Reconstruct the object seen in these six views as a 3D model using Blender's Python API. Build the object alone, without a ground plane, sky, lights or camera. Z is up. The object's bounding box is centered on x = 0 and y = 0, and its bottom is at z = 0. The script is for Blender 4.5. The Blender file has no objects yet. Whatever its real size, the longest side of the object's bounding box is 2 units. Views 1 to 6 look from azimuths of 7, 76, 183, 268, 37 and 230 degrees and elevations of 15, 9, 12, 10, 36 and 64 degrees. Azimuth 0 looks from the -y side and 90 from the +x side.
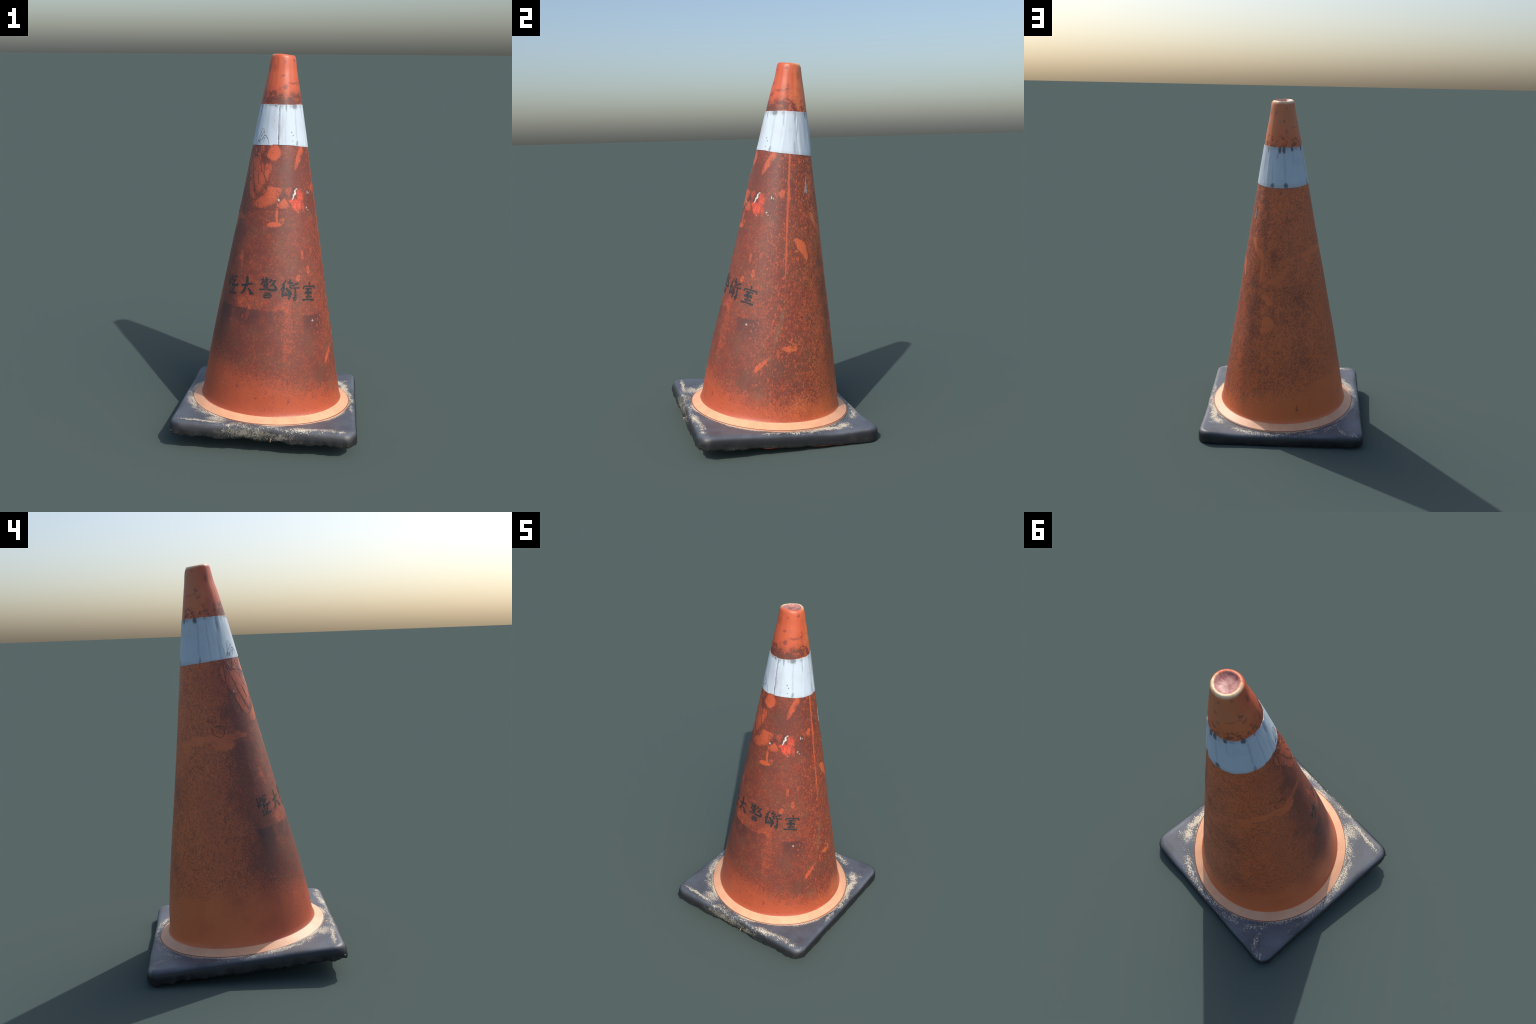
"""A weathered orange traffic cone on a black rubber base, leaning a little."""
import bpy, math, random
import numpy as np
from mathutils import Matrix, Vector, noise

random.seed(7)
RNG = np.random.default_rng(11)
MM = 0.001

# ------------------------------------------------------------------ frame
TILT_AXIS = Vector((-0.0832, 0.0225, 0.0129))          # the whole cone stands tilted (front edge lifted)
TILT = Matrix.Rotation(TILT_AXIS.length, 4, TILT_AXIS)
TOP_OF_BASE = Vector((0.0044, 0.0122, 0.1085))         # middle of the base's top face
BASE_THICK = 0.071
LEAN = (-0.0064, -0.0028)                              # cone axis against the base's normal
CONE_CENTRE = (0.0035, 0.0002)
NSEG = 288

scene_col = bpy.context.scene.collection


def new_object(name, mesh, parent=None, local=Matrix.Identity(4)):
    o = bpy.data.objects.new(name, mesh)
    scene_col.objects.link(o)
    if parent is not None:
        o.parent = parent
        o.matrix_parent_inverse = Matrix.Identity(4)
        o.matrix_basis = local
    return o


def mesh_from(name, verts, faces, mat, smooth=True):
    me = bpy.data.meshes.new(name)
    me.from_pydata([tuple(map(float, v)) for v in verts], [], faces)
    me.update()
    me.materials.append(mat)
    if smooth:
        me.polygons.foreach_set("use_smooth", [True] * len(me.polygons))
    return me


def fractal(p, octaves=3):
    return noise.fractal(Vector(p), 1.0, 2.0, octaves)


def smooth(a, b, x):
    t = min(1.0, max(0.0, (x - a) / (b - a)))
    return t * t * (3 - 2 * t)


# ------------------------------------------------------------------ cone profile
PROFILE = [(0.03, 0.3895), (0.06, 0.3842), (0.12, 0.3755), (0.3, 0.3477), (0.6, 0.2945), (0.9, 0.2413), (1.2, 0.1870),
           (1.4, 0.1515), (1.62, 0.1135), (1.72, 0.0950), (1.78, 0.0830), (1.82, 0.0750), (1.85, 0.0700), (1.866, 0.0672)]
PH = np.array([p[0] for p in PROFILE])
PR = np.array([p[1] for p in PROFILE])
SLOPES = np.gradient(PR, PH)


def radius(h):
    """cubic Hermite through the profile knots"""
    h = min(max(h, PH[0]), PH[-1])
    i = min(int(np.searchsorted(PH, h, side="right")) - 1, len(PH) - 2)
    d = PH[i + 1] - PH[i]
    t = (h - PH[i]) / d
    return float((2 * t**3 - 3 * t**2 + 1) * PR[i] + (t**3 - 2 * t**2 + t) * d * SLOPES[i]
                 + (-2 * t**3 + 3 * t**2) * PR[i + 1] + (t**3 - t**2) * d * SLOPES[i + 1])


def bulge(th, h):
    """small unevenness of the moulded shell"""
    c, s = math.cos(th), math.sin(th)
    v = 0.0022 * fractal((2.2 * c, 2.2 * s, 2.5 * h + 3.0), 2)
    # pressed flatter on one flank, a little fuller under the band at the front left
    v -= 0.0075 * max(0.0, math.cos(th - math.radians(33))) ** 3 * smooth(0.03, 0.22, h) * (1 - smooth(0.55, 1.1, h))
    v -= 0.0020 * math.cos(th) ** 2 * smooth(0.5, 1.0, h) * (1 - smooth(1.6, 1.8, h))
    v += 0.0040 * max(0.0, -math.cos(2 * (th - math.radians(6)))) ** 1.5 * smooth(0.04, 0.16, h) * (1 - smooth(0.45, 0.8, h))
    d = (math.degrees(th) - 248 + 180) % 360 - 180
    v += 0.0065 * math.exp(-(d / 24) ** 2 - ((h - 1.25) / 0.13) ** 2)
    # the collar is pressed in a little towards the front, just under the lip
    v -= 0.0022 * max(0.0, math.cos(th - math.radians(265))) ** 2 * math.exp(-((h - 1.81) / 0.035) ** 2)
    return v


def on_cone(deg, h, lift=0.0):
    th = math.radians(deg)
    r = radius(h) + bulge(th, h) + lift
    return Vector((r * math.cos(th), r * math.sin(th), h))


# ------------------------------------------------------------------ node helpers
class Graph:
    def __init__(self, name):
        self.mat = bpy.data.materials.new(name)
        self.mat.use_nodes = True
        self.t = self.mat.node_tree
        self.t.nodes.clear()
        self.out = self.t.nodes.new("ShaderNodeOutputMaterial")
        self.bsdf = self.t.nodes.new("ShaderNodeBsdfPrincipled")
        self.t.links.new(self.bsdf.outputs[0], self.out.inputs[0])
        self.P = self.t.nodes.new("ShaderNodeTexCoord").outputs["Object"]

    def put(self, sock, v):
        if isinstance(v, bpy.types.NodeSocket):
            self.t.links.new(v, sock)
        elif v is not None:
            sock.default_value = v

    def math(self, op, a, b=None, c=None, clamp=False):
        n = self.t.nodes.new("ShaderNodeMath")
        n.operation, n.use_clamp = op, clamp
        for s, v in zip(n.inputs, (a, b, c)):
            self.put(s, v)
        return n.outputs[0]

    def add(self, a, b): return self.math("ADD", a, b)
    def sub(self, a, b): return self.math("SUBTRACT", a, b)
    def mul(self, a, b): return self.math("MULTIPLY", a, b)
    def maxi(self, a, b): return self.math("MAXIMUM", a, b)
    def inv(self, a): return self.math("SUBTRACT", 1.0, a)

    def vmath(self, op, a, b=None, scale=None):
        n = self.t.nodes.new("ShaderNodeVectorMath")
        n.operation = op
        self.put(n.inputs[0], a)
        if b is not None:
            self.put(n.inputs[1], b)
        if scale is not None:
            self.put(n.inputs["Scale"], scale)
        return n.outputs["Value"] if op in ("LENGTH", "DOT_PRODUCT", "DISTANCE") else n.outputs[0]

    def noise(self, scale, detail=3.0, rough=0.55, P=None, colour=False, distort=0.0):
        n = self.t.nodes.new("ShaderNodeTexNoise")
        self.put(n.inputs["Vector"], P if P is not None else self.P)
        n.inputs["Scale"].default_value = scale
        n.inputs["Detail"].default_value = detail
        n.inputs["Roughness"].default_value = rough
        n.inputs["Distortion"].default_value = distort
        return n.outputs["Color" if colour else "Fac"]

    def ramp(self, x, lo, hi, a=0.0, b=1.0):
        n = self.t.nodes.new("ShaderNodeMapRange")
        n.interpolation_type = "SMOOTHSTEP"
        for s, v in zip(n.inputs, (x, lo, hi, a, b)):
            self.put(s, v)
        return n.outputs[0]

    def mix(self, f, a, b):
        n = self.t.nodes.new("ShaderNodeMix")
        n.data_type = "RGBA"
        self.put(n.inputs[0], f)
        for s, v in ((n.inputs[6], a), (n.inputs[7], b)):
            self.put(s, (*v, 1.0) if isinstance(v, tuple) else v)
        return n.outputs[2]

    def xyz(self, P=None):
        n = self.t.nodes.new("ShaderNodeSeparateXYZ")
        self.put(n.inputs[0], P if P is not None else self.P)
        return n.outputs

    def scaled(self, s, P=None):
        n = self.t.nodes.new("ShaderNodeMapping")
        self.put(n.inputs[0], P if P is not None else self.P)
        n.inputs["Scale"].default_value = s
        return n.outputs[0]

    def wobble(self, *amps):
        """position shaken by noise: (scale, amplitude) pairs"""
        P = self.P
        for sc, am in amps:
            c = self.noise(sc, 2.0, 0.5, colour=True)
            P = self.vmath("ADD", P, self.vmath("SCALE", self.vmath("SUBTRACT", c, (0.5, 0.5, 0.5)), scale=am))
        return P

    def after(self, P, prev):
        """P, but evaluated only once prev is known (keeps the shader's working memory small)"""
        if prev is None:
            return P
        n = self.t.nodes.new("ShaderNodeVectorMath")
        n.operation = "MULTIPLY_ADD"
        self.put(n.inputs[0], prev)
        n.inputs[1].default_value = (1e-9, 1e-9, 1e-9)
        self.put(n.inputs[2], P)
        return n.outputs[0]

    def spot(self, P, loc, rot, scale, soft=0.25):
        n = self.t.nodes.new("ShaderNodeMapping")
        n.vector_type = "TEXTURE"
        self.put(n.inputs[0], P)
        n.inputs["Location"].default_value = loc
        n.inputs["Rotation"].default_value = rot
        n.inputs["Scale"].default_value = scale
        return self.ramp(self.vmath("LENGTH", n.outputs[0]), 1.0 + soft, 1.0 - soft)

    def cone_spot(self, P, deg, h, sx, sy, tilt=0.0, soft=0.25):
        """an elliptic spot on the cone: sideways and upright half sizes in metres; tilt > 0 leans its top to the left"""
        c = on_cone(deg, h)
        return self.spot(P, c, (math.radians(tilt), 0.0, math.radians(deg)), (0.22, sx, sy), soft)

    def spots(self, P, table, soft=0.25):
        m = None
        for row in table:
            s = self.cone_spot(self.after(P, m), *row[:4], row[4] if len(row) > 4 else 0.0, row[6] if len(row) > 6 else soft)
            if len(row) > 5 and row[5] != 1.0:
                s = self.mul(s, row[5])
            m = s if m is None else self.maxi(m, s)
        return m

    def finish(self, colour, rough, bump=None, strength=0.2, dist=0.002, spec=0.5):
        self.put(self.bsdf.inputs["Base Color"], (*colour, 1.0) if isinstance(colour, tuple) else colour)
        self.put(self.bsdf.inputs["Roughness"], rough)
        self.bsdf.inputs["Specular IOR Level"].default_value = spec
        if bump is not None:
            b = self.t.nodes.new("ShaderNodeBump")
            b.inputs["Strength"].default_value = strength
            b.inputs["Distance"].default_value = dist
            self.put(b.inputs["Height"], bump)
            self.t.links.new(b.outputs[0], self.bsdf.inputs["Normal"])
        return self.mat


# ------------------------------------------------------------------ colours (linear)
ORANGE_RED = (0.43, 0.080, 0.030)
ORANGE_PALE = (0.74, 0.165, 0.044)
BRIGHT = (0.54, 0.098, 0.036)
SALMON = (0.74, 0.078, 0.036)
GRIME = (0.118, 0.029, 0.020)
GREY_GRIME = (0.115, 0.040, 0.025)
PEACH = (0.79, 0.415, 0.235)
CREAM = (0.90, 0.62, 0.36)
PINK = (0.31, 0.090, 0.080)

# clean, scraped places: degrees round the axis, height, half width, half height, tilt, strength
SCRAPED = [
    (262, 1.165, 0.042, 0.046, 10, 0.50), (249, 1.130, 0.046, 0.034, 8, 0.50), (238, 1.270, 0.040, 0.088, 12, 0.45), (212, 1.33, 0.024, 0.07, 12, 0.35), (282, 1.115, 0.03, 0.018, 0, 0.40),
    (264, 1.385, 0.030, 0.038, 0, 1.00), (256, 1.378, 0.018, 0.018, 30, 0.80),
    (254.5, 1.285, 0.012, 0.045, 8, 0.60), (258, 1.30, 0.008, 0.03, 0, 0.52),
    (237, 1.262, 0.034, 0.082, 14, 0.56), (230, 1.34, 0.020, 0.045, 10, 0.45), (236, 1.405, 0.012, 0.020, 0, 0.60),
    (224, 1.24, 0.012, 0.08, 14, 0.45), (221, 1.35, 0.010, 0.05, 12, 0.52), (204, 1.33, 0.012, 0.05, 8, 0.45),
    (213, 1.30, 0.014, 0.06, 14, 0.38), (222, 1.20, 0.010, 0.04, 16, 0.45),
    (263, 1.178, 0.038, 0.030, 0, 0.75), (248, 1.128, 0.044, 0.030, 10, 0.52), (272, 1.19, 0.020, 0.022, 0, 0.60),
    (283, 1.122, 0.020, 0.024, -20, 0.60), (233, 1.155, 0.012, 0.03, 30, 0.45),
    (274, 1.062, 0.007, 0.040, 0, 0.80), (269.5, 1.013, 0.036, 0.013, 6, 1.00), (281, 1.035, 0.012, 0.022, -25, 0.40),
    (207, 1.045, 0.018, 0.018, 0, 0.45),
    (316, 1.375, 0.018, 0.052, -26, 0.80), (306, 1.325, 0.012, 0.030, -20, 0.50),
    (345, 1.205, 0.012, 0.022, -25, 0.70), (357, 1.20, 0.006, 0.04, 0, 0.50),
    (16, 0.930, 0.022, 0.050, 30, 1.00), (8, 0.967, 0.016, 0.016, 40, 0.90), (21, 0.895, 0.014, 0.030, 12, 1.00),
    (54, 1.022, 0.018, 0.034, 38, 1.20), (41, 1.075, 0.010, 0.040, 25, 1.12), (60, 0.93, 0.010, 0.08, 0, 0.56),
    (69, 0.768, 0.030, 0.016, -30, 0.90), (75, 0.745, 0.022, 0.024, 40, 0.56),
    (74, 0.618, 0.040, 0.042, 0, 0.78), (68, 0.585, 0.02, 0.03, 0, 0.45),
    (150, 1.045, 0.040, 0.012, -12, 0.53), (131, 1.01, 0.030, 0.030, -20, 0.38),
    (178, 1.045, 0.085, 0.014, 0, 0.60), (208, 1.040, 0.050, 0.013, 4, 0.60), (186, 1.005, 0.055, 0.028, 0, 0.56), (145, 1.03, 0.06, 0.016, 0, 0.38),
    (334.5, 0.315, 0.012, 0.050, -42, 0.80), (0, 0.405, 0.045, 0.014, 0, 0.60), (3, 0.43, 0.03, 0.008, -25, 0.50), (349, 0.37, 0.012, 0.022, 0, 0.35),
    (250, 0.62, 0.10, 0.03, 0, 0.18), (287, 0.47, 0.030, 0.20, 0, 0.15), (247, 0.55, 0.012, 0.05, -10, 0.50), (283, 0.56, 0.05, 0.06, 0, 0.22),
 (240, 0.60, 0.03, 0.03, 0, 0.30), (229, 0.83, 0.012, 0.05, 10, 0.35),
    (301, 0.74, 0.012, 0.02, 0, 0.50), (315, 0.78, 0.01, 0.02, 0, 0.50), (322, 0.88, 0.01, 0.015, 0, 0.40), (308, 0.86, 0.01, 0.025, 0, 0.40),
]
# the thin worn line that runs down the sunny side
WORN_LINE = [(355.8, 1.37, 0.0050, 0.085, 0, 1.0), (355.3, 1.24, 0.0060, 0.11, 0, 1.0), (354.2, 1.07, 0.0048, 0.11, 0, 1.0), (354.2, 0.90, 0.0045, 0.13, 0, 0.85)]
RED_SPOTS = [(304, 1.120, 0.030, 0.030, 0, 1.0), (311, 1.165, 0.020, 0.030, 20, 0.75), (295, 1.140, 0.012, 0.012, 0, 0.9), (291, 1.186, 0.018, 0.020, 0, 0.4), (315, 1.11, 0.012, 0.025, 0, 0.5)]
# sooty places
SOOT = [
    (214, 0.47, 0.072, 0.13, 0, 0.46), (207, 0.76, 0.065, 0.22, 6, 0.34), (213, 0.98, 0.046, 0.12, 8, 0.37), (208, 1.12, 0.039, 0.09, 10, 0.43),
    (190, 0.74, 0.05, 0.03, 0, 0.40), (216, 0.38, 0.065, 0.08, 0, 0.22),
    (262, 0.43, 0.15, 0.10, 0, 0.22), (316, 0.42, 0.07, 0.08, 0, 0.25), (240, 0.35, 0.12, 0.07, 0, 0.20),
    (58, 1.26, 0.020, 0.06, 0, 0.30), (61, 1.13, 0.022, 0.07, 0, 0.36), (78, 0.98, 0.040, 0.06, 0, 0.36), (52, 0.85, 0.03, 0.08, 0, 0.30), (50, 0.70, 0.04, 0.12, 0, 0.30),
    (52, 0.45, 0.06, 0.14, 0, 0.30), (110, 0.78, 0.06, 0.10, 0, 0.24), (112, 0.45, 0.05, 0.10, 0, 0.21), (105, 0.33, 0.03, 0.05, 0, 0.18),
    (296, 1.29, 0.06, 0.06, 0, 0.45), (330, 1.33, 0.03, 0.06, 0, 0.45), (335, 1.12, 0.05, 0.05, 0, 0.50), (350, 1.27, 0.02, 0.10, 0, 0.30),
    (243, 1.39, 0.012, 0.02, 0, 0.40), (250, 1.345, 0.020, 0.016, 0, 0.50), (5, 1.22, 0.02, 0.10, 0, 0.30), (352, 0.30, 0.10, 0.06, 0, 0.35), (325, 0.22, 0.06, 0.05, 0, 0.40),
    (280, 1.00, 0.05, 0.05, 0, 0.25), (277, 1.66, 0.05, 0.02, 0, 0.50), (300, 1.68, 0.05, 0.035, 0, 0.55), (330, 1.675, 0.04, 0.03, 0, 0.50), (245, 1.68, 0.025, 0.02, 0, 0.45),
]
SOOT_BAND = [(216, 0.53, 0.055, 0.13, 0, 1.0), (246, 0.55, 0.080, 0.07, 0, 0.9), (275, 0.56, 0.07, 0.05, 0, 0.6), (317, 0.51, 0.066, 0.08, 0, 0.95)]
# single marks of grime on the clean collar and foot
MARKS = [(276, 1.783, 0.010, 0.008, 30), (206, 1.825, 0.008, 0.020, 8), (288, 1.853, 0.007, 0.004, 0), (165, 1.772, 0.007, 0.010, 20), (240, 1.825, 0.004, 0.016, 10),
         (315, 1.745, 0.025, 0.005, 0), (285, 1.725, 0.010, 0.012, 0), (340, 1.752, 0.016, 0.005, 0), (105, 0.115, 0.005, 0.020, 0), (335, 1.866, 0.006, 0.006, 0), (172, 1.735, 0.012, 0.006, 30),
         (262, 0.115, 0.008, 0.006, 0), (288, 0.105, 0.006, 0.012, 0), (118, 0.16, 0.005, 0.006, 0), (245, 0.165, 0.005, 0.010, 0)]
# chips down to pale filler: narrow flecks, each with a dark bruise beside it
CHIPS = [(300.5, 1.176, 0.0055, 0.022, -22, 1.0), (297.5, 1.152, 0.0050, 0.010, -30, 1.0), (304.5, 1.198, 0.0055, 0.005, 0, 0.8), (275.8, 1.140, 0.0038, 0.007, 0, 0.9), (327.4, 1.183, 0.0034, 0.009, 10, 0.7), (331, 1.180, 0.003, 0.004, 0, 0.5), (322.0, 1.101, 0.005, 0.004, 0, 0.6),
         (325, 1.092, 0.004, 0.003, 0, 0.4), (316, 0.513, 0.0045, 0.006, 0, 0.6), (219.5, 1.382, 0.003, 0.012, 0, 0.5), (306.5, 1.080, 0.003, 0.003, 0, 0.5), (216, 1.258, 0.0025, 0.006, 0, 0.5)]
BRUISES = [(298, 1.180, 0.013, 0.032, -24, 0.9), (329, 1.178, 0.010, 0.020, 0, 0.9), (277, 1.147, 0.010, 0.010, 0, 0.8), (284, 1.165, 0.014, 0.010, -30, 0.6), (324, 1.098, 0.012, 0.006, 0, 0.5),
           (219.0, 1.372, 0.010, 0.018, 0, 0.9), (216.0, 1.390, 0.005, 0.016, 20, 0.7), (214.5, 1.258, 0.006, 0.014, 0, 0.7)]
GREY_STREAKS = [(352, 0.565, 0.010, 0.05, -12, 0.7), (348, 0.49, 0.010, 0.06, -10, 0.7), (345.5, 0.42, 0.008, 0.03, -8, 0.5), (341, 0.36, 0.02, 0.02, -30, 0.4), (64, 0.19, 0.018, 0.03, 20, 0.4), (52, 0.14, 0.012, 0.04, 0, 0.4), (46, 0.83, 0.02, 0.03, 0, 0.35), (334, 0.16, 0.04, 0.025, 0, 0.35)]


def shell_colour(g):
    """orange plastic under years of grime; returns (colour, roughness, grain)"""
    x, y, z = g.xyz()
    P = g.wobble((16.0, 0.024), (95.0, 0.009))
    fine = g.noise(150.0, 4.0, 0.65)                                   # mottle of a few millimetres
    worms = g.noise(85.0, 3.0, 0.6, P=g.scaled((1.0, 1.0, 0.75)), distort=1.2)
    mid = g.noise(26.0, 3.0, 0.6)
    low = g.noise(6.5, 3.0, 0.6)
    rr = g.vmath("LENGTH", g.scaled((1.0, 1.0, 0.0)))
    # patchy mix of two oranges, lighter and yellower towards the rear
    rear = g.math("DIVIDE", g.sub(g.mul(y, 0.98), g.mul(x, 0.17)), rr)
    paler = g.ramp(g.add(g.mul(rear, 0.30), g.add(0.2, g.mul(low, 0.6))), 0.34, 0.72)
    paint = g.mix(paler, ORANGE_RED, ORANGE_PALE)
    clean_paint = g.mix(g.mul(paler, 0.85), BRIGHT, ORANGE_PALE)

    # how dirty a place is
    scraped = g.spots(P, SCRAPED, 0.24)
    scraped = g.mul(scraped, g.ramp(g.add(g.mul(fine, 0.5), g.mul(mid, 0.5)), 0.66, 0.46, 0.45, 1.0))
    line = g.spots(g.wobble((60.0, 0.010)), WORN_LINE, 0.45)
    soot = g.spots(g.wobble((7.0, 0.14), (22.0, 0.06), (70.0, 0.03)), SOOT, 0.8)
    front_left = g.math("DIVIDE", g.sub(g.mul(x, -0.966), g.mul(y, 0.259)), rr)
    foot_line = g.add(0.185, g.mul(front_left, 0.085))
    foot = g.ramp(g.sub(g.add(foot_line, g.add(g.mul(g.sub(low, 0.5), 0.22), g.mul(g.sub(mid, 0.5), 0.10))), z), -0.10, 0.12)
    collar = g.ramp(g.add(z, g.add(g.mul(g.sub(mid, 0.5), 0.34), g.mul(g.sub(fine, 0.5), 0.10))), 1.60, 1.79)
    clean = g.maxi(g.mul(foot, 0.62), collar)
    # a band of soot with a crisp upper edge runs round the front under the lettering
    edge = g.sub(0.574, g.mul(g.ramp(x, 0.06, 0.16), 0.030))
    below = g.mul(g.ramp(g.sub(g.add(edge, g.mul(g.sub(mid, 0.5), 0.012)), z), -0.003, 0.006), g.ramp(z, 0.38, 0.57))
    soot_band = g.mul(below, g.spots(g.wobble((14.0, 0.05)), SOOT_BAND, 0.35))
    # much more dark cover on the front right than on the rear
    front_right = g.math("DIVIDE", g.sub(g.mul(x, 0.57), g.mul(y, 0.82)), rr)
    front_right = g.ramp(g.add(front_right, g.mul(g.sub(low, 0.5), 1.6)), -0.85, 0.55)
    dirt = g.add(g.add(0.43, g.mul(front_right, 0.17)), g.mul(g.sub(low, 0.5), 0.30))
    dirt = g.add(dirt, g.mul(g.sub(mid, 0.5), 0.22))
    dirt = g.add(dirt, g.mul(soot, 0.34))
    dirt = g.sub(dirt, g.mul(clean, 0.58))
    crusted = g.mul(g.ramp(g.add(z, g.mul(g.sub(mid, 0.5), 0.22)), 1.755, 1.665), g.ramp(z, 1.60, 1.62))
    dirt = g.add(dirt, g.mul(g.mul(crusted, g.ramp(g.noise(38.0, 4.0, 0.7), 0.40, 0.62)), 0.42))
    dirt = g.sub(dirt, g.mul(crusted, 0.16))
    dirt = g.sub(dirt, g.mul(g.maxi(scraped, line), 0.52))
    grain = g.add(g.mul(fine, 0.55), g.mul(worms, 0.45))
    cover = g.ramp(g.add(grain, g.mul(g.sub(dirt, 0.5), 0.50)), 0.385, 0.60)
    grime = g.mix(g.ramp(g.noise(11.0, 2.0), 0.45, 0.65), GRIME, GREY_GRIME)

    clean_paint = g.mix(g.mul(g.mul(collar, paler), 0.6), clean_paint, (0.58, 0.200, 0.080))
    base = g.mix(g.math("MAXIMUM", g.mul(scraped, 0.9), g.maxi(collar, g.mul(foot, 0.35)), clamp=True), paint, clean_paint)
    col = g.mix(g.mul(cover, g.add(0.68, g.mul(front_right, 0.18))), base, grime)
    # thin film over everything that is not scraped
    film = g.mul(g.mul(g.math("MULTIPLY", dirt, g.add(0.10, g.mul(front_right, 0.48)), clamp=True), g.inv(scraped)), 0.80)
    col = g.mix(film, col, grime)
    col = g.mix(g.mul(g.maxi(scraped, line), 0.28), col, clean_paint)
    soot_cover = g.mul(g.mul(soot, g.ramp(grain, 0.38, 0.66)), 0.38)
    col = g.mix(soot_cover, col, (0.052, 0.022, 0.022))
    col = g.mix(g.mul(soot_band, 0.80), col, (0.062, 0.022, 0.022))
    # flecks of bare orange between the grime, more on the right side
    right_side = g.ramp(g.math("DIVIDE", g.add(g.mul(x, 0.97), g.mul(y, 0.20)), rr), 0.35, 0.95)
    fleck = g.ramp(g.add(g.noise(105.0, 2.5, 0.55, P=g.scaled((1.0, 1.0, 0.6)), distort=0.8), g.mul(right_side, 0.075)), 0.635, 0.72)
    fleck = g.mul(fleck, g.add(0.45, g.mul(right_side, 0.25)))
    col = g.mix(g.mul(fleck, g.inv(g.mul(soot, 0.7))), col, clean_paint)
    col = g.mix(g.mul(g.spots(P, RED_SPOTS, 0.4), g.mul(g.ramp(grain, 0.64, 0.46), 0.9)), col, SALMON)
    col = g.mix(g.mul(g.spots(g.wobble((70.0, 0.026), (180.0, 0.014)), MARKS, 0.55), 0.60), col, (0.11, 0.028, 0.030))
    col = g.mix(g.mul(g.spots(P, GREY_STREAKS, 0.5), g.ramp(worms, 0.40, 0.62)), col, (0.20, 0.13, 0.075))
    chipP = g.wobble((50.0, 0.020), (160.0, 0.008))
    col = g.mix(g.mul(g.spots(chipP, BRUISES, 0.6), 0.75), col, (0.045, 0.030, 0.026))
    col = g.mix(g.mul(g.spots(chipP, CHIPS, 0.35), g.ramp(fine, 0.30, 0.46)), col, (0.62, 0.59, 0.54))
    # tiny dark pits
    pit = g.ramp(g.noise(210.0, 1.0, 0.4), 0.74, 0.80)
    col = g.mix(g.mul(pit, 0.6), col, (0.09, 0.025, 0.028))
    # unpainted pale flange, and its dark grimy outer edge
    bare = g.ramp(g.add(rr, g.mul(g.sub(fine, 0.5), 0.006)), 0.3932, 0.3956)
    peach = g.mix(g.ramp(g.noise(14.0, 3.0), 0.35, 0.7), PEACH, (0.72, 0.355, 0.195))
    peach = g.mix(g.mul(g.ramp(g.noise(170.0, 1.0), 0.72, 0.78), 0.6), peach, (0.25, 0.08, 0.04))
    col = g.mix(bare, col, peach)
    col = g.mix(g.mul(g.ramp(g.add(rr, g.mul(g.sub(mid, 0.5), 0.002)), 0.4378, 0.4396), g.ramp(rr, 0.4432, 0.4418, 0.35, 0.95)), col, (0.15, 0.035, 0.022))
    # rubbed pale lip and the pinkish inside of the mouth
    lip_edge = g.add(1.8860, g.mul(rear, -0.006))
    lip = g.ramp(g.sub(g.add(z, g.mul(g.sub(mid, 0.5), 0.010)), lip_edge), -0.006, 0.007)
    lip = g.mul(lip, g.ramp(g.math("DIVIDE", g.sub(y, g.mul(x, 0.55)), rr), -0.75, 0.45, 0.12, 1.0))
    col = g.mix(lip, col, CREAM)
    inside = g.mul(g.ramp(g.add(rr, g.mul(g.sub(mid, 0.5), 0.012)), 0.0500, 0.0440), g.ramp(z, 1.70, 1.72))
    pink = g.mix(g.ramp(g.noise(34.0, 2.0, P=g.scaled((1, 1, 0.35))), 0.36, 0.66), (0.50, 0.25, 0.21), PINK)
    col = g.mix(inside, col, pink)
    rough = g.add(0.46, g.add(g.mul(cover, 0.06), g.mul(bare, 0.06)))
    return col, rough, grain


def shell_material():
    g = Graph("weathered_orange_plastic")
    col, rough, grain = shell_colour(g)
    return g.finish(col, rough, g.add(g.mul(grain, 0.6), 0.0), 0.12, 0.002, 0.65)


def ink_material():
    g = Graph("faded_black_ink")
    worn = g.ramp(g.noise(130.0, 3.0, 0.6), 0.57, 0.68)
    worn = g.mul(worn, 0.75)
    col = g.mix(worn, (0.022, 0.024, 0.025), (0.25, 0.09, 0.06))
    return g.finish(col, 0.5, g.noise(150.0), 0.1)


def crack_material():
    g = Graph("dark_crack_grime")
    col = g.mix(g.ramp(g.noise(50.0, 3.0), 0.35, 0.65), (0.13, 0.034, 0.028), (0.24, 0.060, 0.034))
    return g.finish(col, 0.5)


def pen_material():
    g = Graph("grey_pen_line")
    col = g.mix(g.ramp(g.noise(90.0, 3.0), 0.48, 0.72), (0.075, 0.08, 0.085), (0.40, 0.43, 0.46))
    return g.finish(col, 0.5)


def chip_material():
    g = Graph("peeled_tape")
    return g.finish(g.mix(g.ramp(g.noise(90.0), 0.4, 0.6), (0.36, 0.38, 0.42), (0.20, 0.16, 0.16)), 0.4)


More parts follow.
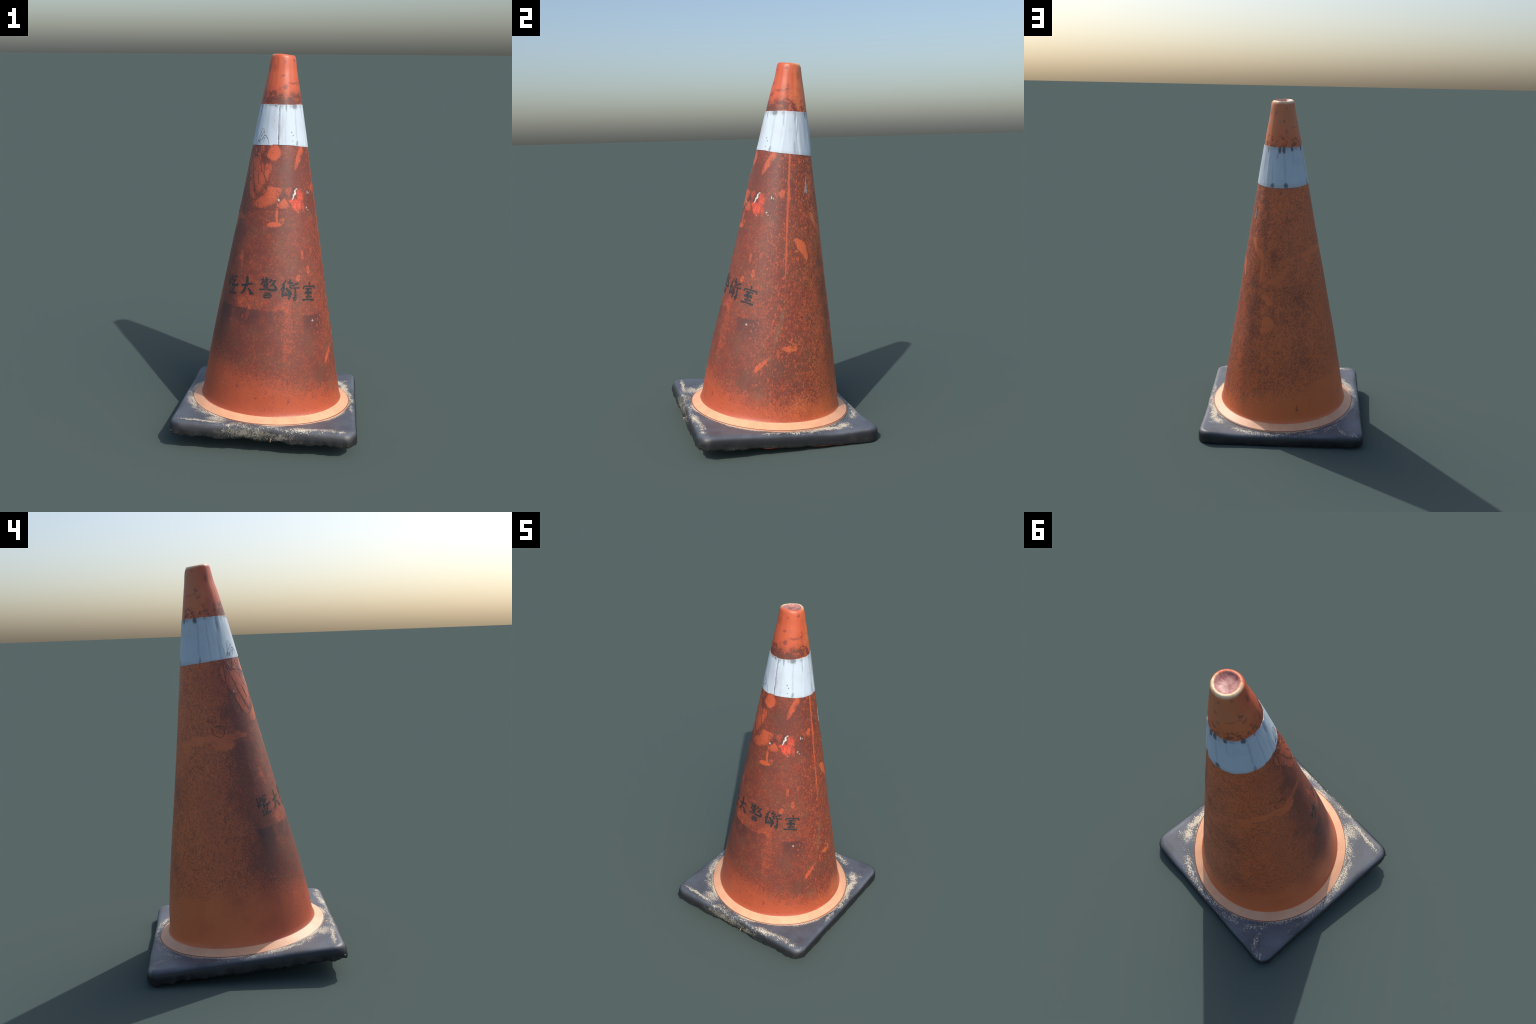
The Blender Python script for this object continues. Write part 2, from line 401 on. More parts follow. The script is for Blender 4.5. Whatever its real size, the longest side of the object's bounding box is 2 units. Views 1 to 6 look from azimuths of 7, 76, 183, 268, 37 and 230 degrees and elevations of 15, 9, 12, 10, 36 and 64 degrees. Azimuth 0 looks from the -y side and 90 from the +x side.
# grime that has run down from the band's upper edge / gathered on its lower edge: degrees, height, half width, half length
RUNS = [(311, 1.628, 0.016, 0.014, 0, 0.75), (315, 1.630, 0.010, 0.018, 0, 0.6), (286, 1.622, 0.005, 0.022, 0, 0.55), (284, 1.52, 0.004, 0.10, 0, 0.13), (312, 1.53, 0.005, 0.10, 0, 0.18), (312.5, 1.437, 0.007, 0.014, 0, 0.6),
        (338, 1.60, 0.004, 0.045, 6, 0.29), (9.7, 1.615, 0.005, 0.035, -4, 0.49), (14, 1.555, 0.003, 0.05, -6, 0.39), (6.5, 1.45, 0.006, 0.032, 3, 0.33), (46, 1.62, 0.005, 0.020, 0, 0.7), (355, 1.50, 0.002, 0.08, 6, 0.08),
        (82.6, 1.625, 0.009, 0.020, 0, 0.95), (95.2, 1.624, 0.010, 0.020, 0, 0.95), (119, 1.627, 0.008, 0.016, 0, 0.95), (156, 1.626, 0.010, 0.018, 0, 0.95), (48, 1.63, 0.005, 0.010, 0, 0.5),
        (68.3, 1.422, 0.011, 0.013, 0, 0.8), (99.2, 1.422, 0.011, 0.014, 0, 0.9), (68, 1.48, 0.003, 0.05, 2, 0.23), (97, 1.52, 0.006, 0.09, 2, 0.16), (78, 1.595, 0.003, 0.025, -10, 0.45), (120, 1.58, 0.004, 0.04, 0, 0.14),
        (161.5, 1.53, 0.005, 0.10, 0, 0.20), (162.5, 1.425, 0.006, 0.02, 0, 0.5), (183, 1.53, 0.003, 0.10, 0, 0.20), (182.5, 1.63, 0.004, 0.008, 0, 0.6), (211, 1.60, 0.006, 0.04, 0, 0.49), (205, 1.51, 0.005, 0.06, -4, 0.26), (214, 1.45, 0.004, 0.035, 5, 0.45),
        (274, 1.50, 0.006, 0.035, 0, 0.23), (258.9, 1.628, 0.004, 0.006, 0, 0.9), (252, 1.635, 0.03, 0.010, 0, 0.4), (271, 1.63, 0.02, 0.008, 0, 0.25), (300, 1.493, 0.003, 0.004, 30, 0.8), (303, 1.478, 0.003, 0.004, 0, 0.8), (301, 1.447, 0.003, 0.003, 0, 0.8), (260, 1.55, 0.002, 0.006, 0, 0.4)]


def band_material():
    g = Graph("white_reflective_tape")
    P = g.wobble((25.0, 0.012), (110.0, 0.006))
    x, y, z = g.xyz()
    low = g.noise(7.0, 3.0)
    streak = g.noise(55.0, 3.0, 0.6, P=g.scaled((1.0, 1.0, 0.10)))
    col = g.mix(g.ramp(low, 0.35, 0.7), (0.54, 0.63, 0.70), (0.50, 0.56, 0.63))
    col = g.mix(g.mul(g.ramp(streak, 0.55, 0.80), 0.18), col, (0.38, 0.39, 0.41))
    edge = g.maxi(g.ramp(g.add(z, g.mul(g.sub(low, 0.5), 0.02)), 1.612, 1.640), g.ramp(z, 1.436, 1.412))
    col = g.mix(g.mul(edge, 0.35), col, (0.34, 0.32, 0.32))
    col = g.mix(g.mul(g.spots(P, RUNS, 0.45), 0.92), col, (0.075, 0.080, 0.085))
    col = g.mix(g.mul(g.ramp(g.noise(150.0, 1.0), 0.76, 0.80), 0.5), col, (0.18, 0.18, 0.19))
    return g.finish(col, 0.48, streak, 0.12, 0.002, 0.35)


# wind-blown sand on the base: x, y, half sizes, turn, strength
SAND = [
    (0.06, -0.472, 0.30, 0.013, 0, 0.70), (-0.14, -0.458, 0.10, 0.026, 12, 0.80), (-0.32, -0.448, 0.135, 0.013, -5, 0.95), (0.34, -0.455, 0.12, 0.020, 6, 0.8), (0.22, -0.462, 0.12, 0.022, 4, 0.9), (0.40, -0.452, 0.04, 0.016, 0, 0.9),
    (0.420, 0.195, 0.030, 0.130, 8, 1.0), (0.455, 0.050, 0.016, 0.10, 0, 0.9), (0.39, 0.30, 0.030, 0.060, 35, 0.95), (0.425, 0.335, 0.022, 0.012, 30, 0.8), (0.456, -0.10, 0.014, 0.08, 0, 0.8), (0.445, -0.20, 0.012, 0.06, 0, 0.4),
    (0.23, 0.425, 0.12, 0.020, -28, 0.85), (0.04, 0.462, 0.14, 0.012, 0, 0.75), (-0.16, 0.440, 0.10, 0.016, 20, 0.7), (-0.30, 0.365, 0.10, 0.020, 50, 0.75), (-0.36, 0.415, 0.016, 0.055, 30, 0.75), (-0.43, 0.456, 0.040, 0.016, 0, 0.75),
    (-0.448, 0.20, 0.014, 0.12, 0, 0.55), (-0.455, 0.0, 0.018, 0.12, 0, 0.75), (-0.435, -0.14, 0.020, 0.08, 8, 0.85), (-0.40, -0.22, 0.026, 0.07, 25, 0.9), (-0.33, -0.31, 0.04, 0.06, 45, 0.85), (-0.24, -0.40, 0.07, 0.05, 30, 0.9),
    (0.30, -0.36, 0.07, 0.020, 45, 0.35), (0.14, 0.45, 0.03, 0.015, 0, 0.7), (-0.38, -0.08, 0.012, 0.012, 0, 0.7), (0.385, -0.435, 0.05, 0.02, 0, 0.5),
]


def rubber_material():
    g = Graph("black_rubber")
    x, y, z = g.xyz()
    P = g.wobble((14.0, 0.040), (45.0, 0.030), (140.0, 0.012))
    fine = g.noise(170.0, 4.0, 0.7)
    mid = g.noise(34.0, 4.0, 0.65)
    low = g.noise(5.0, 3.0)
    n = g.t.nodes.new("ShaderNodeTexCoord")
    nz = g.xyz(n.outputs["Normal"])[2]
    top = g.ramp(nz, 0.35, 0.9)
    dust = g.mul(top, g.ramp(g.add(g.mul(low, 0.6), g.mul(fine, 0.4)), 0.18, 0.66))
    col = g.mix(g.mul(dust, 0.9), (0.014, 0.015, 0.017), (0.128, 0.143, 0.172))
    col = g.mix(g.mul(g.ramp(g.noise(9.0, 3.0), 0.55, 0.75), 0.35), col, (0.055, 0.040, 0.042))
    sand = None
    for sx, sy, hx, hy, turn, k in SAND:
        s = g.mul(g.spot(g.after(P, sand), (sx, sy, 0.0), (0, 0, math.radians(turn)), (hx * 1.2, hy * 1.35, 0.03), 0.95), k * 0.98)
        sand = s if sand is None else g.maxi(sand, s)
    rr = g.vmath("LENGTH", g.scaled((1.0, 1.0, 0.0)))
    ring_near = g.ramp(g.add(rr, g.mul(g.sub(mid, 0.5), 0.03)), 0.490, 0.440)
    sand = g.maxi(sand, g.mul(ring_near, g.ramp(g.noise(4.5, 2.0), 0.35, 0.60, 0.50, 1.0)))
    grit = g.noise(240.0, 3.0, 0.7)
    speck = g.add(g.add(g.mul(fine, 0.58), g.mul(mid, 0.24)), g.mul(grit, 0.18))
    grains = g.ramp(g.add(speck, g.mul(g.sub(sand, 0.5), 0.28)), 0.545, 0.625)
    grains = g.mul(grains, g.ramp(sand, 0.03, 0.25))
    grains = g.maxi(grains, g.mul(g.ramp(g.noise(90.0, 2.0, 0.5), 0.73, 0.77), g.mul(top, 0.5)))
    # splashed mud on the walls
    wall = g.inv(top)
    front = g.maxi(g.spot(P, (-0.07, -0.485, -0.035), (0, 0, 0), (0.16, 0.04, 0.028), 0.6), g.mul(g.spot(P, (0.10, -0.485, -0.04), (0, 0, 0), (0.09, 0.04, 0.022), 0.6), 0.9))
    mud = g.mul(g.ramp(g.add(speck, g.mul(front, 0.15)), 0.585, 0.68), wall)
    low_edge = g.mul(g.mul(g.ramp(z, -0.045, -0.064), g.ramp(speck, 0.50, 0.62)), wall)
    col = g.mix(g.mul(g.maxi(mud, g.mul(low_edge, 0.6)), 0.75), col, (0.20, 0.185, 0.145))
    # the cone's orange skirt peeps out under the edge here and there
    peep = g.mul(g.ramp(z, -0.0655, -0.0672), g.ramp(g.noise(8.0, 2.0), 0.50, 0.58))
    col = g.mix(g.mul(peep, g.ramp(g.add(x, g.mul(y, 0.8)), 0.15, 0.35)), col, (0.46, 0.075, 0.030))
    sandcol = g.mix(g.ramp(mid, 0.35, 0.65), (0.80, 0.70, 0.51), (0.60, 0.54, 0.42))
    col = g.mix(g.mul(grains, 0.93), col, sandcol)
    rough = g.add(0.46, g.mul(g.maxi(grains, mud), 0.35))
    return g.finish(col, rough, g.add(g.mul(fine, 0.5), g.mul(grains, 0.8)), 0.25, 0.003, 0.5)


def twig_material():
    g = Graph("dry_twig")
    return g.finish(g.mix(g.noise(80.0), (0.36, 0.18, 0.08), (0.55, 0.42, 0.30)), 0.7)


# ------------------------------------------------------------------ build
root = new_object("traffic_cone", None)
root.empty_display_size = 0.2
root.matrix_world = Matrix.Translation(TOP_OF_BASE) @ TILT @ Matrix.Translation((0, 0, -BASE_THICK))
UP = Matrix.Translation((0, 0, BASE_THICK))
CONE_FRAME = UP @ Matrix.Translation((*CONE_CENTRE, 0)) @ Matrix.Rotation(math.atan(LEAN[0]), 4, "Y") @ Matrix.Rotation(-math.atan(LEAN[1]), 4, "X")

SHELL, INK, CRACK, PEN, CHIP = shell_material(), ink_material(), crack_material(), pen_material(), chip_material()
TAPE, RUBBER, TWIG = band_material(), rubber_material(), twig_material()

# --- cone and flange: one revolved surface, parted where the pale flange turns up into the cone
FOOT = [(0.4446, -0.005), (0.4446, -0.001), (0.4440, 0.0010), (0.4424, 0.0024), (0.4370, 0.0052), (0.4250, 0.0112), (0.4120, 0.0178), (0.4030, 0.0222),
        (0.3975, 0.0248), (0.3945, 0.0266), (0.3925, 0.0290), (0.3908, 0.0322), (0.3894, 0.0365)]          # a skirt that slopes up to the crease
FOOT_ROWS = len(FOOT)
rows = list(FOOT)
heights = [0.042 + i * 0.01 for i in range(184)]
heights = [h for h in heights if h < 1.866] + [1.866]
BODY0 = len(rows)
rows += [(radius(h), h) for h in heights]
LIP = [(0.0660, 1.8740), (0.0642, 1.8815), (0.0610, 1.8875), (0.0570, 1.8915), (0.0530, 1.8930), (0.0495, 1.8926), (0.0462, 1.8908), (0.0437, 1.8882), (0.0410, 1.8855), (0.0355, 1.8822), (0.0280, 1.8800), (0.0200, 1.8788), (0.0080, 1.8782)]
LIP0 = len(rows)
rows += LIP


r0_of = lambda k: rows[k][0]


def lip_shape(th, r, h, k):
    """the mouth is a little out of round and its rim rises and falls"""
    w = smooth(1.80, 1.885, h) if k < LIP0 + 5 else min(1.0, r / 0.05) ** 2
    r += w * (0.0016 * math.cos(2 * th - 0.5) + 0.0010 * math.cos(3 * th + 1.0))
    if k >= BODY0 and r0_of(k) > 0.0575:                                   # softer shoulder at the rear
        h -= 0.0055 * max(0.0, math.cos(th - math.radians(80))) * smooth(1.855, 1.885, h)
    h += w * (0.0012 * math.cos(th - math.radians(250)) + 0.0020 * math.cos(2 * th - 2.1) + 0.0010 * fractal((3 * math.cos(th), 3 * math.sin(th), 5.0)))
    return r, h


verts, faces = [], []
for k, (r0, h0) in enumerate(rows):
    for j in range(NSEG):
        th = 2 * math.pi * j / NSEG
        r, h = r0, h0
        if BODY0 <= k < LIP0:
            r += bulge(th, h) * smooth(0.03, 0.10, h0)
        if h0 > 1.80:
            r, h = lip_shape(th, r, h, k)
        verts.append((r * math.cos(th), r * math.sin(th), h))
verts.append((0, 0, 1.8782))
row_faces = []
for k in range(len(rows) - 1):
    for j in range(NSEG):
        a, b = k * NSEG + j, k * NSEG + (j + 1) % NSEG
        faces.append((a, b, b + NSEG, a + NSEG))
        row_faces.append(k)
last = (len(rows) - 1) * NSEG
for j in range(NSEG):
    faces.append((last + j, last + (j + 1) % NSEG, len(verts) - 1))
    row_faces.append(len(rows) - 1)
whole = mesh_from("whole_shell", verts, faces, SHELL)
normals = [v.normal.copy() for v in whole.vertices]


def split(name, keep):
    used, fs = {}, []
    for f, k in zip(faces, row_faces):
        if keep(k):
            fs.append([used.setdefault(i, len(used)) for i in f])
    order = sorted(used, key=used.get)
    me = mesh_from(name, [verts[i] for i in order], fs, SHELL)
    me.normals_split_custom_set_from_vertices([normals[i] for i in order])
    return new_object(name, me, root, CONE_FRAME)


flange = split("flange", lambda k: k < BODY0)
cone = split("cone", lambda k: k >= BODY0)
bpy.data.meshes.remove(whole)


# --- reflective band: tape wrapped round, with lifted creases and uneven edges
def band_edges(th):
    t = math.degrees(th) % 360
    low = 1.4155 + 0.0072 * math.cos(th - math.radians(262)) + 0.0014 * fractal((4 * math.cos(th), 4 * math.sin(th), 9.0))
    high = 1.6365 + 0.0022 * math.cos(th - math.radians(30)) + 0.0016 * fractal((4 * math.cos(th), 4 * math.sin(th), 2.0))
    step = 0.004 * smooth(258, 259.5, t) * (1 - smooth(300, 330, t))          # the overlapping end sits a little higher
    return low + step, high - 0.002 * smooth(262, 263, t) * (1 - smooth(300, 330, t))


CREASES = [(270.0, 0.0022, 1.4, 0.0), (285, 0.0008, 2.5, -2.0), (312, 0.0012, 2.5, -4.0), (338, 0.0008, 2.0, -8.0), (12, 0.0016, 2.6, 8.0), (47, 0.0010, 3.0, 0.0), (97, 0.0012, 3.0, 4.0),
           (68, 0.0008, 2.5, 0.0), (161, 0.0014, 3.0, 0.0), (183, 0.0012, 2.0, 0.0), (207, 0.0018, 3.0, -10.0), (120, 0.0007, 3.0, 0.0)]
verts, faces = [], []
NB, MB = 480, 36
for k in range(MB + 3):
    for j in range(NB):
        th = 2 * math.pi * j / NB
        lo, hi = band_edges(th)
        f = min(1.0, max(0.0, (k - 1) / MB))
        h = lo + (hi - lo) * f
        lift = 0.0018 if 0 < k < MB + 2 else -0.002
        if 0 < k < MB + 2:
            t = math.degrees(th) % 360
            for c, depth, wide, drift in CREASES:
                d = (t - (c + drift * (0.5 - f)) + 180) % 360 - 180
                lift -= depth * math.exp(-(d / wide) ** 2) - 0.6 * depth * math.exp(-((d - 2.2 * wide) / (1.6 * wide)) ** 2)
            lift += 0.0006 * fractal((6 * math.cos(th), 6 * math.sin(th), 6 * h), 3)
            lift = max(lift, 0.0007)
        r = radius(h) + bulge(th, h) + lift
        verts.append((r * math.cos(th), r * math.sin(th), h))
for k in range(MB + 2):
    for j in range(NB):
        a, b = k * NB + j, k * NB + (j + 1) % NB
        faces.append((a, b, b + NB, a + NB))
band = new_object("reflective_band", mesh_from("reflective_band", verts, faces, TAPE), root, CONE_FRAME)
band.data.set_sharp_from_angle(angle=math.radians(50))


# --- strokes laid on the cone: ribbons with a rounded end, a hair proud of the surface and skirted down into it
def refine(pts, step):
    """Catmull-Rom through (x, y, w) points"""
    P = [np.array(p, float) for p in pts]
    if len(P) == 2:
        n = max(2, int(np.linalg.norm(P[1][:2] - P[0][:2]) / step) + 1)
        return [P[0] + (P[1] - P[0]) * i / n for i in range(n + 1)]
    Q = [2 * P[0] - P[1]] + P + [2 * P[-1] - P[-2]]
    out = []
    for i in range(1, len(Q) - 2):
        n = max(2, int(np.linalg.norm(Q[i + 1][:2] - Q[i][:2]) / step))
        for s in range(n):
            t = s / n
            out.append(0.5 * (2 * Q[i] + (Q[i + 1] - Q[i - 1]) * t + (2 * Q[i - 1] - 5 * Q[i] + 4 * Q[i + 1] - Q[i + 2]) * t * t
                              + (3 * Q[i] - Q[i - 1] - 3 * Q[i + 1] + Q[i + 2]) * t**3))
    out.append(P[-1])
    return out


def stroke(verts, faces, pts, deg0, h0, lift, rough_edge=0.12, step=3.0, over=0.0):
    """pts are millimetres to the right / up from a point on the cone, with a width in millimetres"""
    line = refine(pts, step)
    n = len(line)
    w_end = [max(0.8, line[0][2] * 0.5), max(0.8, line[-1][2] * 0.5)]
    dirs = []
    for i in range(n):
        d = (line[min(i + 1, n - 1)] - line[max(i - 1, 0)])[:2]
        dirs.append(d / (np.linalg.norm(d) + 1e-9))
    outline_l, outline_r = [], []
    for i in range(n):
        nrm = np.array([-dirs[i][1], dirs[i][0]])
        w = max(0.8, line[i][2]) * 0.5
        jl, jr = 1 + rough_edge * fractal((line[i][0] * 0.15 + 7 * lift / MM, line[i][1] * 0.15, deg0)), 1 + rough_edge * fractal((line[i][0] * 0.15, line[i][1] * 0.15 + 5, deg0))
        outline_l.append(line[i][:2] + nrm * w * jl)
        outline_r.append(line[i][:2] - nrm * w * jr)

    def cap(i, sign):
        c, d, w = line[i][:2], dirs[i] * sign, w_end[0 if i == 0 else 1]
        nrm = np.array([-d[1], d[0]])
        return [c + w * (nrm * math.cos(a) + 0.8 * d * math.sin(a)) for a in (math.pi * 0.25, math.pi * 0.5, math.pi * 0.75)]
    ring = outline_l + cap(n - 1, 1) + outline_r[::-1] + cap(0, -1)
    r0 = radius(h0)

    def place(p, l):
        h = h0 + p[1] * MM
        return on_cone(deg0 + math.degrees(p[0] * MM / r0), h, l + over)
    b = len(verts)
    m = len(ring)
    for p in ring:
        verts.append(place(p, lift))
    for p in ring:
        verts.append(place(p, -0.0015))
    for i in range(m):
        j = (i + 1) % m
        faces.append((b + m + i, b + m + j, b + j, b + i))
    li = lambda i: b + i
    ri = lambda i: b + n + 3 + (n - 1 - i)
    for i in range(n - 1):
        faces.append((li(i), ri(i), ri(i + 1), li(i + 1)))
    faces.append(tuple([li(n - 1)] + [ri(n - 1)] + [b + n + 2, b + n + 1, b + n]))
    faces.append(tuple([ri(0), li(0)] + [b + m - 1, b + m - 2, b + m - 3]))


def inked(name, mat, groups, parent, lift=0.0005, over=0.0, frame=None, fat=1.0, **kw):
    verts, faces = [], []
    i = 0
    for deg0, h0, strokes in groups:
        for s in strokes:
            stroke(verts, faces, [(px, py, w * fat) for px, py, w in s], deg0, h0, lift + 0.00006 * (i % 9), over=over, **kw)
            i += 1
    me = mesh_from(name, verts, faces, mat, smooth=False)
    return new_object(name, me, parent, frame if frame is not None else Matrix.Identity(4))


# five brush characters, stamped round the front: middle of the character, then its strokes
CHARACTERS = [
    (220.7, 0.68, [
        [(-38, 40, 5), (-35, 22, 6), (-35, -7, 8)],
        [(-23, 40, 5), (-8, 38, 5)],
        [(-13, 28, 6), (-24, 16, 5)],
        [(-34, -4, 6), (-19, 8, 5)],
        [(-16, 8, 4), (-6, 6, 4)],
        [(7, 43, 7), (27, 46, 7)],
        [(1, 32, 6), (0, 20, 5)],
        [(22, 29, 6), (11, 18, 7), (0, -1, 6)],
        [(19, 0, 8), (31, 1, 8), (47, 7, 8)],
        [(-3, -8, 6), (10, -6, 7), (23, -8, 6)],
        [(23, -8, 6), (16, -31, 5)],
        [(-16, -21, 5), (-11, -34, 5)],
        [(-4, -21, 4), (8, -19, 4)],
        [(2, -32, 4), (15, -30, 5)],
        [(4, -43, 7), (38, -39, 8)],
        [(-17, -48, 5), (-1, -45, 5)],
    ]),
    (243.1, 0.681, [
        [(-33, 7, 11), (-14, 12, 8), (6, 19, 9), (28, 24, 10)],
        [(-7, 52, 13), (-4, 21, 15), (-12, -2, 15), (-22, -25, 11), (-38, -36, 4)],
        [(4, -2, 4), (19, -16, 12), (29, -27, 16), (45, -32, 4)],
    ]),
    (266.8, 0.697, [
        [(-40, 32, 6), (2, 37, 7)],
        [(-28, 42, 7), (-26, 26, 7)],
        [(-10, 45, 9), (-7, 29, 10)],
        [(-32, 21, 8), (-5, 27, 9)],
        [(-6, 29, 11), (-6, 13, 13), (-8, -4, 10)],
        [(-30, 21, 7), (-35, 8, 7)],
        [(-21, 12, 9), (-18, -3, 10)],
        [(-18, 4, 11), (-9, 5, 11)],
        [(-44, -18, 7), (-6, -14, 7), (11, -16, 10), (43, -17, 10)],
        [(16, 38, 7), (8, 22, 7)],
        [(12, 29, 7), (40, 31, 7)],
        [(34, 25, 9), (26, 13, 13), (16, 2, 7)],
        [(21, 15, 8), (34, 5, 10), (43, -8, 11), (42, -17, 10)],
        [(-2, -4, 7), (5, -13, 8)],
        [(-12, -34, 6), (14, -34, 6)],
        [(-17, -43, 7), (-14, -59, 7)],
        [(-16, -46, 6), (17, -42, 6), (20, -49, 7)],
        [(-15, -57, 7), (15, -54, 6)],
    ]),
    (290.2, 0.682, [
        [(-19, 49, 8), (-31, 30, 8), (-39, 27, 6)],
        [(-27, 25, 9), (-35, 11, 12), (-46, 0, 7)],
        [(-31, 20, 12), (-33, -3, 16), (-35, -20, 13), (-36, -37, 8)],
        [(3, 53, 7), (5, 38, 12)],
        [(-8, 37, 9), (19, 35, 9)],
        [(6, 23, 8), (27, 22, 8)],
        [(2, 14, 9), (14, 8, 8)],
        [(-15, 9, 9), (-6, -3, 16), (7, -17, 13)],
        [(-4, -7, 13), (-1, -29, 17), (-3, -47, 8)],
        [(-31, -27, 7), (7, -24, 10)],
        [(-19, -12, 7), (-18, -24, 8)],
        [(5, -9, 8), (9, -24, 9)],
        [(31, 29, 7), (48, 31, 10)],
        [(23, 9, 7), (56, 9, 7)],
        [(32, 8, 7), (32, -21, 10), (30, -41, 12)],
        [(20, -41, 9), (27, -54, 10), (35, -42, 7)],
    ]),
    (313.8, 0.667, [
        [(7, 45, 8), (12, 35, 8)],
        [(-31, 30, 8), (44, 22, 7)],
        [(-31, 30, 7), (-35, 18, 8)],
        [(42, 22, 7), (47, 11, 7)],
        [(-18, 15, 9), (22, 12, 8)],
        [(-2, 13, 10), (-10, 1, 14), (-26, -8, 8)],
        [(-26, -5, 9), (18, -10, 9)],
        [(-3, 13, 11), (-4, -12, 12), (-7, -35, 9)],
        [(-21, -26, 8), (14, -28, 9)],
        [(-43, -40, 9), (-9, -41, 7), (28, -49, 10)],
        [(11, -1, 8), (16, -14, 9)],
    ]),
]
for ch in CHARACTERS:
    inked("character", INK, [ch], cone, fat=1.35 if ch[0] < 230 else 1.15, rough_edge=0.22)


def path(points, w):
    """(degrees, height) points -> one stroke about its first point"""
    d0, h0 = points[0]
    r = radius(h0)
    return (d0, h0, [[(math.radians(d - d0) * r / MM, (h - h0) / MM, w * (0.75 + 0.5 * random.random())) for d, h in points]])


# grime gathered along the edges of old peeled stickers
CRACK_LINES = [
    ([(217.6, 1.388), (228.9, 1.365), (238.6, 1.328), (243.6, 1.293), (250.5, 1.259), (255.2, 1.221), (255.5, 1.197), (252.6, 1.178), (244.5, 1.156), (234.0, 1.136), (226.4, 1.128)], 4.2),
    ([(256.1, 1.219), (267.7, 1.220), (279.1, 1.216)], 3.0),
    ([(258.6, 1.187), (246.2, 1.157), (236.4, 1.127), (233.7, 1.109), (234.1, 1.095)], 2.4),
    ([(234.1, 1.095), (248.6, 1.096), (265.8, 1.093), (279.9, 1.094), (293.7, 1.095)], 2.2),
    ([(267.0, 1.100), (270.2, 1.117), (275.5, 1.137), (278.2, 1.142), (280.9, 1.163)], 3.0),
    ([(229.6, 1.412), (227.2, 1.384)], 2.4), ([(237.4, 1.412), (238.6, 1.389), (251.2, 1.402), (251.4, 1.414)], 2.4), ([(233.8, 1.366), (249.3, 1.357), (255.3, 1.346)], 3.0),
    ([(236.3, 1.280), (239.0, 1.25), (241.6, 1.218)], 2.2), ([(258.5, 1.310), (258.2, 1.27), (255.8, 1.225)], 1.8),
    ([(214.9, 1.404), (207.0, 1.407), (201.2, 1.391), (196.5, 1.375), (195.1, 1.353), (196.2, 1.333), (201.3, 1.311), (205.4, 1.298), (206.3, 1.278), (210.8, 1.249), (214.9, 1.247), (222.5, 1.247), (227.3, 1.252)], 2.8),
    ([(206.7, 1.402), (205.9, 1.371), (205.9, 1.338), (205.1, 1.305)], 2.2),
    ([(210.4, 1.401), (213.3, 1.369), (217.2, 1.339), (220.8, 1.306), (223.9, 1.278), (226.8, 1.248), (231.6, 1.214), (236.6, 1.180), (238.4, 1.159)], 2.8),
    ([(217.0, 1.395), (218.7, 1.372), (224.7, 1.366), (232.3, 1.366)], 3.4), ([(217.4, 1.245), (216.3, 1.223), (219.3, 1.197), (225.0, 1.153)], 2.6),
    ([(174.4, 1.096), (171.8, 1.091), (172.5, 1.073), (176.8, 1.054), (184.8, 1.046), (189.4, 1.070), (186.3, 1.084), (181.7, 1.093)], 2.4), ([(176, 1.098), (184, 1.099), (190, 1.094)], 3.0),
]
inked("crack_line", CRACK, [path(*c) for c in CRACK_LINES], cone, lift=0.0004, rough_edge=0.5, fat=1.2)["kind"] = "stuff"
BAND_SCRIBBLE = [
    ([(221.2, 1.428), (225.2, 1.480), (229.6, 1.506), (234.2, 1.503), (233.0, 1.485), (227.0, 1.455)], 1.1),
    ([(226.0, 1.430), (229.0, 1.468), (235.0, 1.492), (237.9, 1.482), (234.0, 1.450), (230.0, 1.430)], 1.2),
    ([(230.0, 1.440), (236.0, 1.470), (243.0, 1.470), (249.5, 1.448), (251.5, 1.426)], 1.3), ([(224.0, 1.445), (232.0, 1.452), (240.0, 1.462), (236.0, 1.436)], 1.1), ([(219.0, 1.432), (222.0, 1.452), (226.0, 1.436)], 1.2),
]
inked("pen_scribble", PEN, [path(*c) for c in BAND_SCRIBBLE], band, lift=0.0006, over=0.0016, rough_edge=0.4, fat=1.5)["kind"] = "stuff"
seam = inked("tape_seam", PEN, [path([(269.8, 1.629), (269.5, 1.60), (269.3, 1.56), (269.9, 1.50), (270.7, 1.426)], 2.2)], band, lift=0.0006, over=0.0008, rough_edge=0.6)
# a sliver of torn tape
inked("tape_sliver", CHIP, [(28.5, 1.245, [[(8, 44, 1.5), (5, 10, 6), (6, -30, 8)], [(4, 30, 1.5), (-2, 0, 4), (-5, -28, 6)]])], cone, lift=0.0014)


# --- base: a thick rounded square of black rubber, its bottom edge ragged
HALF_X, HALF_Y, CORNER = 0.4855, 0.4862, 0.066
PER = 720


def rounded_square(inset, n=PER):
    a, b, rc = HALF_X - inset, HALF_Y - inset, max(0.004, CORNER - inset)
    segs = []
    for cx, cy, a0 in ((a - rc, b - rc, 0), (-a + rc, b - rc, 90), (-a + rc, -b + rc, 180), (a - rc, -b + rc, 270)):
        for i in range(13):
            t = math.radians(a0 + 90 * i / 12)
            segs.append((cx + rc * math.cos(t), cy + rc * math.sin(t)))
    segs = np.array(segs + segs[:1])
    d = np.concatenate([[0], np.cumsum(np.linalg.norm(np.diff(segs, axis=0), axis=1))])
    s = np.linspace(0, d[-1], n, endpoint=False)
    return np.stack([np.interp(s, d, segs[:, 0]), np.interp(s, d, segs[:, 1])], 1)


